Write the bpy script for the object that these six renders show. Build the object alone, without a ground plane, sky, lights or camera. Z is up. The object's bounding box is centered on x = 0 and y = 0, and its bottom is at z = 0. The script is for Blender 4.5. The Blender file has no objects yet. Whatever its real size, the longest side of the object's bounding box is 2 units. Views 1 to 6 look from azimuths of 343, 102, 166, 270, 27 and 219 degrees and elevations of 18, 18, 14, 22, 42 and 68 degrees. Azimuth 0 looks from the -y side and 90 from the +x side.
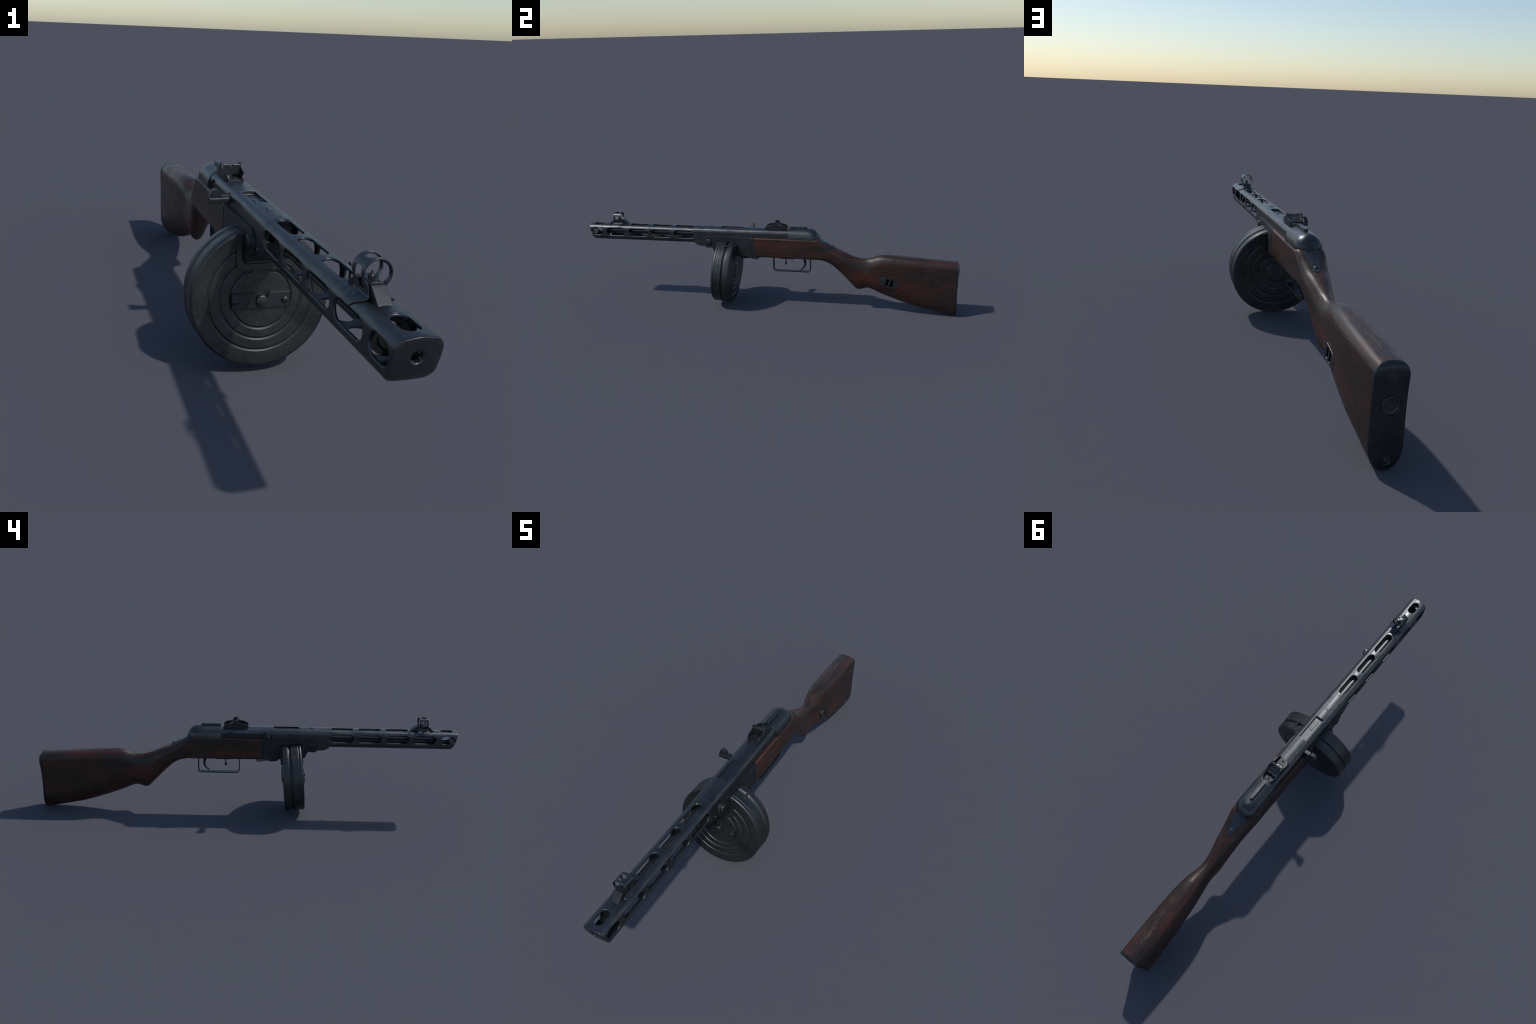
# Dark steel submachine gun with perforated barrel jacket, drum magazine and walnut stock.
# Frame: muzzle towards -y, butt towards +y, z up, x = 0 is the plane of symmetry.
import bpy, bmesh, math
from math import sin, cos, pi, radians, sqrt
from mathutils import Vector, Matrix

# ------------------------------------------------------------------ helpers
def lerp(a, b, t): return a + (b - a) * t

def table(tab, v):
    """piecewise smooth (Catmull-Rom on uneven knots, monotone limited) lookup"""
    n = len(tab)
    if v <= tab[0][0]: return tab[0][1]
    if v >= tab[-1][0]: return tab[-1][1]
    for i in range(n - 1):
        if tab[i][0] <= v <= tab[i + 1][0]: break
    def slope(j):
        if j <= 0: return (tab[1][1]-tab[0][1])/(tab[1][0]-tab[0][0])
        if j >= n-1: return (tab[-1][1]-tab[-2][1])/(tab[-1][0]-tab[-2][0])
        a = (tab[j][1]-tab[j-1][1])/(tab[j][0]-tab[j-1][0])
        b = (tab[j+1][1]-tab[j][1])/(tab[j+1][0]-tab[j][0])
        return 0 if a*b <= 0 else 2*a*b/(a+b)
    h = tab[i+1][0]-tab[i][0]; t = (v-tab[i][0])/h
    return ((2*t**3-3*t*t+1)*tab[i][1] + (t**3-2*t*t+t)*h*slope(i)
            + (-2*t**3+3*t*t)*tab[i+1][1] + (t**3-t*t)*h*slope(i+1))

def linear(tab, v):
    if v <= tab[0][0]: return tab[0][1]
    for (a, p), (b, q) in zip(tab, tab[1:]):
        if v <= b: return lerp(p, q, (v-a)/(b-a))
    return tab[-1][1]

def mesh_obj(name, verts, faces):
    me = bpy.data.meshes.new(name)
    me.from_pydata([tuple(v) for v in verts], [], faces)
    bm = bmesh.new(); bm.from_mesh(me)
    bmesh.ops.remove_doubles(bm, verts=bm.verts, dist=1e-6)
    bmesh.ops.recalc_face_normals(bm, faces=bm.faces)
    bm.to_mesh(me); bm.free()
    ob = bpy.data.objects.new(name, me)
    bpy.context.scene.collection.objects.link(ob)
    return ob

def loft(name, rings, cap=True, closed=True):
    n = len(rings[0]); verts = [v for r in rings for v in r]; faces = []
    for i in range(len(rings)-1):
        for j in range(n if closed else n-1):
            k = (j+1) % n
            faces.append((i*n+j, i*n+k, (i+1)*n+k, (i+1)*n+j))
    if cap:
        faces.append(tuple(range(n)))
        faces.append(tuple(range((len(rings)-1)*n, len(rings)*n)))
    return mesh_obj(name, verts, faces)

def prism(name, poly, axis, lo, hi):
    """extrude a 2D outline; axis x: poly=(y,z); axis y: (x,z); axis z: (x,y)"""
    def p(a, b, c):
        return {'x': (c, a, b), 'y': (a, c, b), 'z': (a, b, c)}[axis]
    return loft(name, [[p(a, b, lo) for a, b in poly], [p(a, b, hi) for a, b in poly]])

def box(name, x0, x1, y0, y1, z0, z1):
    return prism(name, [(x0, y0), (x1, y0), (x1, y1), (x0, y1)], 'z', z0, z1)

def lathe(name, prof, origin, axis, n=64):
    """prof: list of (along, radius)"""
    ax = Vector(axis).normalized(); o = Vector(origin)
    u = ax.orthogonal().normalized(); w = ax.cross(u)
    rings = [[o+ax*a+(u*cos(2*pi*k/n)+w*sin(2*pi*k/n))*max(r, 1e-5) for k in range(n)] for a, r in prof]
    return loft(name, rings)

def stadium(cy, cz, hy, hz, r, n=10):
    """rounded rectangle outline"""
    pts = []
    for sx, sy, a0 in ((1, 1, 0), (-1, 1, pi/2), (-1, -1, pi), (1, -1, 1.5*pi)):
        for k in range(n+1):
            a = a0 + pi/2*k/n
            pts.append((cy+sx*(hy-r)+r*cos(a), cz+sy*(hz-r)+r*sin(a)))
    out = []
    for q in pts:
        if not out or (abs(q[0]-out[-1][0])+abs(q[1]-out[-1][1])) > 1e-6: out.append(q)
    if abs(out[0][0]-out[-1][0])+abs(out[0][1]-out[-1][1]) < 1e-6: out.pop()
    return out

def round_poly(poly, radii, n=6):
    """round the corners of an outline, one radius per corner"""
    out = []; m = len(poly)
    if not hasattr(radii, '__len__'): radii = [radii]*m
    for i in range(m):
        p = Vector(poly[i]); a = Vector(poly[i-1])-p; b = Vector(poly[(i+1) % m])-p
        r = radii[i]
        if r <= 0: out.append(tuple(p)); continue
        la, lb = a.length, b.length; a.normalize(); b.normalize()
        ang = a.angle(b); t = min(r/math.tan(ang/2), la*.49, lb*.49)
        for k in range(n+1):
            s = k/n
            q = (p+a*t)*(1-s)**2 + p*2*s*(1-s) + (p+b*t)*s*s
            out.append((q.x, q.y))
    return out

def bake(ob):
    dg = bpy.context.evaluated_depsgraph_get()
    me = bpy.data.meshes.new_from_object(ob.evaluated_get(dg))
    old = ob.data; ob.modifiers.clear(); ob.data = me; me.name = ob.name
    if old.users == 0: bpy.data.meshes.remove(old)

def boolean(ob, cutter, op='DIFFERENCE', keep=False, self_=False):
    m = ob.modifiers.new('b', 'BOOLEAN'); m.object = cutter; m.operation = op; m.solver = 'EXACT'
    m.use_self = self_
    bpy.context.view_layer.update(); bake(ob)
    if not keep:
        me = cutter.data; bpy.data.objects.remove(cutter)
        if me.users == 0: bpy.data.meshes.remove(me)

def join(name, obs):
    bm = bmesh.new()
    for o in obs:
        o.data.transform(o.matrix_basis) if o.matrix_basis != Matrix() else None
        bm.from_mesh(o.data)
    me = bpy.data.meshes.new(name); bm.to_mesh(me); bm.free()
    for o in obs:
        d = o.data; bpy.data.objects.remove(o)
        if d.users == 0: bpy.data.meshes.remove(d)
    ob = bpy.data.objects.new(name, me); bpy.context.scene.collection.objects.link(ob)
    return ob

def finish(ob, mat, parent, bevel=0.0, seg=2, angle=35, smooth=38, name=None):
    if bevel > 0:
        bm = bmesh.new(); bm.from_mesh(ob.data)
        bmesh.ops.remove_doubles(bm, verts=bm.verts, dist=2e-5)
        bmesh.ops.dissolve_degenerate(bm, edges=bm.edges, dist=2e-5)
        bm.to_mesh(ob.data); bm.free()
        m = ob.modifiers.new('bev', 'BEVEL'); m.width = bevel; m.segments = seg
        m.limit_method = 'ANGLE'; m.angle_limit = radians(angle); m.use_clamp_overlap = True
        m.harden_normals = False
        bpy.context.view_layer.update(); bake(ob)
    me = ob.data
    me.polygons.foreach_set('use_smooth', [True]*len(me.polygons))
    me.set_sharp_from_angle(angle=radians(smooth))
    m = ob.modifiers.new('wn', 'WEIGHTED_NORMAL'); m.keep_sharp = True; m.weight = 60
    bpy.context.view_layer.update(); bake(ob)
    ob.data.materials.clear(); ob.data.materials.append(mat)
    if name: ob.name = name; ob.data.name = name
    ob.parent = parent
    return ob

def place_copy(src, name, loc, rot=None, parent=None):
    o = src.copy(); o.name = name; o.location = loc
    if rot is not None: o.rotation_euler = rot
    o.parent = parent or src.parent
    bpy.context.scene.collection.objects.link(o)
    return o

# ------------------------------------------------------------------ materials
class NT:
    def __init__(s, name):
        s.m = bpy.data.materials.new(name); s.m.use_nodes = True
        s.t = s.m.node_tree; s.t.nodes.clear()
        s.out = s.n('ShaderNodeOutputMaterial'); s.b = s.n('ShaderNodeBsdfPrincipled')
        s.t.links.new(s.b.outputs[0], s.out.inputs[0])
        s.co = s.n('ShaderNodeTexCoord').outputs['Object']
    def n(s, t, **kw):
        nd = s.t.nodes.new(t)
        for k, v in kw.items(): setattr(nd, k, v)
        return nd
    def set(s, sock, v):
        if isinstance(v, bpy.types.NodeSocket): s.t.links.new(v, sock)
        else: sock.default_value = v
    def math(s, op, a, b=0.0, clamp=False):
        nd = s.n('ShaderNodeMath', operation=op, use_clamp=clamp)
        s.set(nd.inputs[0], a); s.set(nd.inputs[1], b); return nd.outputs[0]
    def vmath(s, op, a, b=(0, 0, 0)):
        nd = s.n('ShaderNodeVectorMath', operation=op)
        s.set(nd.inputs[0], a); s.set(nd.inputs[1], b); return nd
    def noise(s, scale, detail=4, rough=.55, vec=None, dist=0.0):
        nd = s.n('ShaderNodeTexNoise'); nd.inputs['Scale'].default_value = scale
        nd.inputs['Detail'].default_value = detail; nd.inputs['Roughness'].default_value = rough
        nd.inputs['Distortion'].default_value = dist
        s.set(nd.inputs['Vector'], vec or s.co); return nd.outputs[0]
    def mapping(s, scale=(1, 1, 1), loc=(0, 0, 0), rot=(0, 0, 0), vec=None):
        nd = s.n('ShaderNodeMapping'); s.set(nd.inputs[0], vec or s.co)
        nd.inputs['Scale'].default_value = scale; nd.inputs['Location'].default_value = loc
        nd.inputs['Rotation'].default_value = rot; return nd.outputs[0]
    def ramp(s, f, a, b, lo=0.0, hi=1.0):
        nd = s.n('ShaderNodeMapRange', interpolation_type='SMOOTHSTEP')
        s.set(nd.inputs[0], f); nd.inputs[1].default_value = a; nd.inputs[2].default_value = b
        nd.inputs[3].default_value = lo; nd.inputs[4].default_value = hi; return nd.outputs[0]
    def mix(s, f, a, b):
        nd = s.n('ShaderNodeMix', data_type='RGBA'); s.set(nd.inputs[0], f)
        s.set(nd.inputs[6], a if isinstance(a, bpy.types.NodeSocket) else (*a, 1))
        s.set(nd.inputs[7], b if isinstance(b, bpy.types.NodeSocket) else (*b, 1))
        return nd.outputs[2]
    def edge(s, radius):
        """1 on bent edges: where the rounded normal leaves the true one"""
        bv = s.n('ShaderNodeBevel', samples=6); bv.inputs[0].default_value = radius
        g = s.n('ShaderNodeNewGeometry')
        d = s.vmath('DOT_PRODUCT', bv.outputs[0], g.outputs['Normal']).outputs['Value']
        return s.math('SUBTRACT', 1.0, d, True)
    def bump(s, h, strength, dist, rnd=0.0):
        nd = s.n('ShaderNodeBump'); nd.inputs['Strength'].default_value = strength
        nd.inputs['Distance'].default_value = dist; s.set(nd.inputs['Height'], h)
        if rnd > 0:
            bv = s.n('ShaderNodeBevel', samples=8); bv.inputs[0].default_value = rnd
            s.t.links.new(bv.outputs[0], nd.inputs['Normal'])
        s.t.links.new(nd.outputs[0], s.b.inputs['Normal'])

def steel(name, dark, light, rough, metal=.85, wear=.5, wearcol=(.20, .185, .165), fine=1.0, shoulder=False):
    t = NT(name)
    big = t.noise(9, 5, .6); mid = t.noise(60, 4, .6)
    streak = t.noise(1, 4, .6, t.mapping((230, 9, 230)))
    f = t.math('ADD', t.math('MULTIPLY', t.ramp(big, .30, .70), .45), t.math('ADD', t.math('MULTIPLY', t.ramp(mid, .3, .72), .25), t.math('MULTIPLY', t.ramp(streak, .3, .7), .30)))
    col = t.mix(f, dark, light)
    blot = t.ramp(t.noise(23, 6, .7, dist=.6), .60, .72)
    col = t.mix(t.math('MULTIPLY', blot, .25), col, (dark[0]*.55, dark[1]*.55, dark[2]*.55))
    # rubbed bright edges and sparse scratches
    e = t.ramp(t.edge(.003), .02, .30)
    brk = t.ramp(t.noise(85, 5, .7), .36, .62)
    w = t.math('MULTIPLY', t.math('MULTIPLY', e, brk), wear, True)
    sc = t.n('ShaderNodeTexVoronoi', feature='DISTANCE_TO_EDGE'); sc.inputs['Scale'].default_value = 1
    t.set(sc.inputs['Vector'], t.mapping((55, 16, 40), rot=(.5, .35, .8), vec=None))
    scr = t.math('MULTIPLY', t.ramp(sc.outputs['Distance'], .012, .0), t.ramp(t.noise(14, 3), .60, .70))
    w = t.math('MAXIMUM', w, t.math('MULTIPLY', scr, .22))
    col = t.mix(w, col, wearcol)
    if shoulder:
        # blueing rubbed thin along the two upper shoulders of the jacket
        sp = t.n('ShaderNodeSeparateXYZ'); t.set(sp.inputs[0], t.co)
        ax = t.math('SUBTRACT', t.math('ABSOLUTE', sp.outputs[0]), .0345)
        az = t.math('SUBTRACT', sp.outputs[2], .4195)
        dd = t.math('SQRT', t.math('ADD', t.math('MULTIPLY', ax, ax), t.math('MULTIPLY', az, az)))
        sh = t.math('MULTIPLY', t.ramp(dd, .011, .002), t.ramp(t.noise(1, 5, .7, t.mapping((60, 14, 60))), .36, .66))
        col = t.mix(t.math('MULTIPLY', sh, .6), col, (.17, .165, .145))
    t.set(t.b.inputs['Base Color'], col)
    t.b.inputs['Metallic'].default_value = metal
    r = t.math('ADD', t.math('ADD', t.math('MULTIPLY', t.ramp(streak, .3, .7), .06*fine), t.math('MULTIPLY', t.ramp(mid, .3, .7), .05)),
               t.math('ADD', t.math('MULTIPLY', t.ramp(big, .3, .7), .10), rough-.09))
    r = t.math('SUBTRACT', r, t.math('MULTIPLY', w, .12))
    t.set(t.b.inputs['Roughness'], r)
    h = t.math('ADD', t.math('MULTIPLY', mid, .6), t.math('MULTIPLY', streak, .25))
    t.bump(h, .08*fine, .0015, .0017)
    return t.m

def wood():
    t = NT('walnut_wood')
    sep = t.n('ShaderNodeSeparateXYZ'); t.set(sep.inputs[0], t.co)
    x, y, z = sep.outputs
    wob = t.noise(1, 3, .5, t.mapping((9, 3.2, 9)))
    # coordinate across the grain, pushed aside around knots
    # the figure runs lengthwise on the flanks and on the top and bottom alike
    geo = t.n('ShaderNodeNewGeometry'); sn = t.n('ShaderNodeSeparateXYZ'); t.set(sn.inputs[0], geo.outputs['Normal'])
    flank = t.ramp(t.math('ABSOLUTE', sn.outputs[0]), .35, .85)
    across = t.math('MULTIPLY', x, 1.25)
    g = t.math('ADD', across, t.math('MULTIPLY', flank, t.math('SUBTRACT', z, across)))
    g = t.math('ADD', g, t.math('MULTIPLY', t.math('SUBTRACT', wob, .5), .045))
    knot = 0.0
    for ky, kz, s in ((.510, .181, .034), (.728, .169, .036), (.126, .315, .034), (.42, .235, .02), (.86, .22, .022)):
        dy = t.math('MULTIPLY', t.math('SUBTRACT', y, ky), .62)
        dz = t.math('SUBTRACT', z, kz)
        d2 = t.math('ADD', t.math('MULTIPLY', dy, dy), t.math('MULTIPLY', dz, dz))
        fall = t.math('EXPONENT', t.math('MULTIPLY', d2, -1/(s*s)))
        knot = t.math('ADD', knot, fall, True)
        d = t.math('SQRT', t.math('ADD', d2, 1e-7))
        g = t.math('ADD', t.math('MULTIPLY', g, t.math('SUBTRACT', 1.0, fall)), t.math('MULTIPLY', fall, d))
    fine = t.noise(1, 5, .65, t.mapping((150, 5, 190)))
    wave = t.n('ShaderNodeMath', operation='SINE')
    t.set(wave.inputs[0], t.math('ADD', t.math('MULTIPLY', g, 600.0), t.math('MULTIPLY', fine, 4.5)))
    band = t.math('ADD', t.math('MULTIPLY', wave.outputs[0], .5), .5)
    zone = t.ramp(t.noise(1, 3, .55, t.mapping((13, 3.0, 24))), .34, .66)
    # growth rings stand out round the knots, elsewhere the grain is straight streaks
    amp = t.math('ADD', t.math('MULTIPLY', knot, .30), .46)
    f = t.math('ADD', t.math('MULTIPLY', band, amp), t.math('ADD', t.math('MULTIPLY', t.math('SUBTRACT', fine, .5), 1.7), t.math('MULTIPLY', zone, .42)))
    f = t.ramp(f, .26, .94)
    col = t.mix(f, WOOD_DARK, WOOD_RED)
    brown = t.ramp(t.noise(1, 4, .6, t.mapping((20, 4, 30), loc=(.7, .2, .4))), .52, .72)
    col = t.mix(t.math('MULTIPLY', brown, .35), col, (.034, .0195, .0125))
    # handled, greasy darkening in patches
    grime = t.ramp(t.noise(7, 5, .65, t.mapping((1.6, .7, 1.6))), .47, .66)
    col = t.mix(t.math('MULTIPLY', grime, .50), col, (.014, .0115, .0100))
    # rubbed edges: the varnish is thinner, orange brown
    e = t.ramp(t.edge(.006), .03, .30)
    e = t.math('MULTIPLY', e, t.ramp(t.noise(26, 5, .7), .28, .58))
    col = t.mix(t.math('MULTIPLY', e, .65), col, (.105, .036, .015))
    # fore-end: bare rim along the receiver and worn lower edge
    fore = t.ramp(y, .275, .245)
    rim = t.math('MULTIPLY', t.ramp(z, .3835, .3855), fore)
    low = t.math('MULTIPLY', t.ramp(z, .2955, .2845), t.ramp(y, .34, .27))
    low = t.math('MULTIPLY', low, t.ramp(t.noise(30, 5, .65), .25, .6, .35, 1.0))
    rim = t.math('MULTIPLY', rim, t.ramp(t.noise(14, 4, .6), .30, .62, .35, 1.0))
    col = t.mix(t.math('MULTIPLY', rim, .75), col, (.092, .036, .019))
    col = t.mix(t.math('MULTIPLY', low, .38), col, (.062, .034, .0155))
    # pale scuffs, along the grain, gathered in places
    sc = t.noise(1, 6, .72, t.mapping((120, 30, 120)))
    where = t.ramp(t.noise(8, 4, .6, t.mapping((1.5, .8, 1.5), loc=(.2, .37, .1))), .57, .66)
    where = t.math('MAXIMUM', where, t.math('MULTIPLY', t.math('MULTIPLY', t.ramp(z, .318, .300), t.ramp(y, .36, .30)), t.ramp(t.noise(16, 3), .42, .58)))
    s1 = t.math('MULTIPLY', t.ramp(sc, .56, .66), where)
    # the bare patch on the comb near the butt
    dx = t.math('MULTIPLY', t.math('SUBTRACT', x, .002), 1/.016)
    dyb = t.math('MULTIPLY', t.math('SUBTRACT', y, .885), 1/.085)
    dzb = t.math('MULTIPLY', t.math('SUBTRACT', z, .30), 1/.025)
    rr = t.math('ADD', t.math('MULTIPLY', dx, dx), t.math('ADD', t.math('MULTIPLY', dyb, dyb), t.math('MULTIPLY', dzb, dzb)))
    comb = t.math('MULTIPLY', t.ramp(rr, 1.3, .1), t.ramp(sc, .50, .62))
    s = t.math('MAXIMUM', t.math('MULTIPLY', s1, .55), t.math('MULTIPLY', comb, .6))
    col = t.mix(s, col, (.17, .10, .055))
    t.set(t.b.inputs['Base Color'], col)
    t.set(t.b.inputs['Roughness'], t.math('ADD', t.ramp(t.noise(30, 4), .3, .7, .36, .50), t.math('MULTIPLY', s, .25)))
    t.b.inputs['Specular IOR Level'].default_value = .45
    t.bump(t.math('ADD', fine, t.math('MULTIPLY', sc, .5)), .18, .0015)
    return t.m

WOOD_DARK = (.0170, .0115, .0092)
WOOD_RED = (.086, .0215, .0112)
M_STEEL = steel('blued_steel', (.055, .060, .0665), (.100, .107, .114), .36, .90, .75)
M_JACKET = steel('jacket_steel', (.055, .060, .0665), (.100, .107, .114), .36, .90, .75, shoulder=True)
M_DRUM = steel('drum_steel', (.042, .0450, .0475), (.080, .084, .0875), .41, .85, .60)
M_DARK = steel('dark_steel', (.034, .037, .042), (.062, .067, .073), .42, .80, .45)
M_BARE = steel('worn_steel', (.12, .118, .112), (.21, .205, .195), .38, .9, .4)
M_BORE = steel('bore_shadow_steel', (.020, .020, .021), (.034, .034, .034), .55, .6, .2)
M_WOOD = wood()

root = bpy.data.objects.new('submachine_gun', None)
root.empty_display_size = .2
bpy.context.scene.collection.objects.link(root)
root['label'] = 'dark steel submachine gun with drum magazine, vented jacket, wooden stock'
root['category'] = 'firearm'

# ------------------------------------------------------------------ stock
TOP = [(-.0585, .3866), (.24, .3866), (.262, .3885), (.278, .3900), (.288, .3865), (.327, .3600), (.362, .3395), (.395, .3265),
       (.425, .3132), (.441, .3055), (.466, .2950), (.483, .2900), (.503, .2846), (.520, .2836), (.534, .2846), (.556, .2905),
       (.580, .2998), (.600, .3055), (.617, .3082), (.64, .3088), (.67, .3080), (.765, .3022), (.895, .2928), (.9865, .2872)]
BOT = [(-.0585, .2812), (.112, .2808), (.274, .2792), (.313, .2715), (.351, .2515), (.397, .2080), (.445, .1570), (.474, .1255), (.480, .1198),
       (.487, .1168), (.496, .1154), (.514, .1190), (.537, .1260), (.543, .1254), (.608, .0998), (.690, .0698), (.795, .0378), (.9, .0162), (.9865, .0010)]
HALF = [(-.0585, .0512), (.20, .0520), (.27, .0518), (.30, .0506), (.34, .0474), (.388, .0428), (.43, .0378), (.48, .0330), (.53, .0312), (.565, .0336),
        (.60, .0374), (.65, .0414), (.70, .0440), (.80, .0466), (.90, .0466), (.9865, .0453)]
# corner sizes as (across, down) of the top and bottom rounding
TRX = [(-.06, .006), (.24, .007), (.275, .014), (.31, .028), (.37, .031), (.43, .034), (.50, .0325), (.56, .035), (.62, .036), (.68, .036), (.80, .036), (.9865, .0310)]
TRZ = [(-.06, .005), (.24, .007), (.275, .016), (.31, .030), (.37, .036), (.43, .050), (.48, .070), (.54, .078), (.58, .055), (.66, .040), (.80, .036), (.9865, .033)]
BRX = [(-.06, .013), (.26, .014), (.33, .028), (.40, .037), (.47, .0335), (.53, .0325), (.62, .041), (.75, .0455), (.90, .0455), (.9865, .0425)]
BRZ = [(-.06, .011), (.26, .012), (.33, .028), (.40, .052), (.47, .080), (.53, .085), (.61, .108), (.72, .100), (.79, .090), (.90, .082), (.9865, .072)]

def rr_section(w, zt, zb, trx, trz, brx, brz, nc=9, ns=8, arch=.002):
    trx = min(trx, w*.985); brx = min(brx, w*.985)
    h = zt-zb
    if trz+brz > h*.96: k = h*.96/(trz+brz); trz *= k; brz *= k
    right = []
    for k in range(nc+1):                       # bottom centre -> right
        a = pi/2*k/nc
        right.append((w-brx+brx*sin(a), zb+brz-brz*cos(a)))
    for k in range(1, ns):
        right.append((w, lerp(zb+brz, zt-trz, k/ns)))
    for k in range(nc+1):
        a = pi/2*k/nc
        right.append((w-trx+trx*cos(a), zt-trz+trz*sin(a)))
    full = [(x, z) for x, z in right]
    mid_t = [((w-trx)*s, zt+arch*min(1, (w-trx)/(w*.4))*(1-s*s)) for s in (.6, .2, -.2, -.6)]
    mid_b = [((w-brx)*s, zb) for s in (-.6, -.2, .2, .6)]
    return full + mid_t + [(-x, z) for x, z in reversed(right)] + mid_b

def stock_section(y, grow=0.0):
    zt, zb, w = table(TOP, y), table(BOT, y), table(HALF, y)
    if y > .30: w += .0008; zt += .0008*min(1, (y-.30)/.1)
    s = rr_section(w, zt, zb, linear(TRX, y), linear(TRZ, y), linear(BRX, y), linear(BRZ, y), arch=.0 if y < .3 else .0015)
    return [(x, y, z) for x, z in s]

ys = [-.0585, -.04]
while ys[-1] < .9865-.006: ys.append(ys[-1]+(.012 if ys[-1] < .23 or ys[-1] > .66 else .006))
ys[-1] = .9865
stock = loft('stock', [stock_section(y) for y in ys[:-1]]+[[(x, .9848, z) for x, _, z in stock_section(.9865)]])
# shallow bed for the sling slot plate, cut square to the side
SL_C = Vector((.655, .1705)); SL_T = radians(-14.0)
def sling_outline(hy, hz, r, off=(0, 0), n=8, lean=0.0):
    out = []
    for a, b in stadium(off[0], off[1], hy, hz, r, n):
        out.append((SL_C.x+a*cos(SL_T)-b*sin(SL_T), SL_C.y+a*sin(SL_T)+b*cos(SL_T)))
    return out
boolean(stock, prism('cut', sling_outline(.0500, .0250, .0248), 'x', .0385, .08))
for o in (-.0128, .0105):
    boolean(stock, prism('cut', sling_outline(.0075, .0195, .003, (o, 0)), 'x', .002, .08))
finish(stock, M_WOOD, root, .0012, 2, 40, 50)

plate = prism('sling_slot_plate', sling_outline(.0490, .0240, .0238), 'x', .0360, .0446)
for o in (-.0128, .0105):
    boolean(plate, prism('cut', sling_outline(.0068, .0188, .0025, (o, 0)), 'x', .03, .08))
finish(plate, M_STEEL, stock, .0009, 2)
SCREW = lathe('screw', [(-.004, .0045), (.0004, .0045), (.0014, .0036), (.0018, .0015), (.0018, 0)], (0, 0, 0), (1, 0, 0), 20)
boolean(SCREW, box('cut', .0008, .004, -.0055, .0055, -.0007, .0007))
finish(SCREW, M_DARK, plate)
SCREW.name = 'sling_plate_screw'
SCREW.location = (.0446, SL_C.x-.0365*cos(SL_T), SL_C.y-.0365*sin(SL_T)); SCREW.rotation_euler = (.7, 0, 0)
place_copy(SCREW, 'sling_plate_screw', (.0446, SL_C.x+.0365*cos(SL_T), SL_C.y+.0365*sin(SL_T)), (2.0, 0, 0))

# butt plate
REAR = [(.0, .9935), (.02, .9945), (.05, .9950), (.10, .9940), (.15, .9930), (.20, .9945), (.235, .9978), (.252, .9995), (.268, .9985), (.280, .9950), (.289, .9895)]
base = stock_section(.9865)
cz = .146
def rear_y(x, z):
    """the plate is dished outwards: full in the middle, falling to its side edges"""
    return table(REAR, z)+max(0, .9992-table(REAR, z))*.85*max(0, 1-(x/.0425)**2)*min(1, max(0, (z-.004)/.02))*min(1, max(0, (.285-z)/.02))
def inset(d, dy):
    fx, fz = 1-d/.0455, 1-d/.144
    return [(x*fx, dy(cz+(z-cz)*fz), cz+(z-cz)*fz) for x, _, z in base]
rings = [inset(.0030, lambda z: .9830), inset(.0030, lambda z: .9862), inset(.0004, lambda z: .9864), inset(-.0006, lambda z: .9872), inset(-.0008, lambda z: table(REAR, z)-.0030),
         inset(.0000, lambda z: table(REAR, z)-.0014), inset(.0016, lambda z: table(REAR, z)-.0003), inset(.0034, lambda z: table(REAR, z))]
nb = len(base); verts = [v for r in rings for v in r]; faces = []
for i in range(len(rings)-1):
    for j in range(nb):
        k = (j+1) % nb; faces.append((i*nb+j, i*nb+k, (i+1)*nb+k, (i+1)*nb+j))
faces.append(tuple(range(nb)))
# back face in level rows, so that it bends only up and down
o = (len(rings)-1)*nb; last = rings[-1]; nr = (nb-8)//2; cols = 12; grid = []
for i in range(nr):
    a, b = o+i, o+nr+4+(nr-1-i); row = [a]
    for c in range(1, cols):
        x = lerp(last[i][0], -last[i][0], c/cols); row.append(len(verts)); verts.append((x, rear_y(x, last[i][2]), last[i][2]))
    grid.append(row+[b])
for p, q in zip(grid, grid[1:]):
    for c in range(cols): faces.append((p[c], p[c+1], q[c+1], q[c]))
faces.append(tuple(grid[-1])+tuple(o+nr+3-t for t in range(4)))
faces.append(tuple(reversed(grid[0]))+tuple(o+nb-1-t for t in range(3, -1, -1)))
butt = mesh_obj('butt_plate', verts, faces)
TRAP = (-.002, .1765)
ring = lathe('cut', [(-.0040, .0275), (.02, .0268)], (TRAP[0], .9985, TRAP[1]), (0, 1, 0), 40)
boolean(butt, ring)
boolean(butt, prism('cut', stadium(TRAP[0], TRAP[1]+.024, .008, .006, .002), 'y', .9955, 1.01))
finish(butt, M_DARK, root, .0008, 2, 45, 45)
trap = lathe('trapdoor', [(-.003, .0245), (-.0002, .0245), (.0018, .0226), (.0016, .0200), (-.0014, .0178), (-.0014, 0)], (TRAP[0], .9968, TRAP[1]), (0, 1, 0.0), 48)
finish(trap, M_STEEL, butt)
bs = lathe('butt_screw', [(-.003, .0115), (.0010, .0118), (.0014, .0106), (-.0002, .0094), (-.0002, .0088), (.0018, .0072), (.0026, .003), (.0026, 0)], (0, 0, 0), (0, 1, 0), 32)
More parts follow.
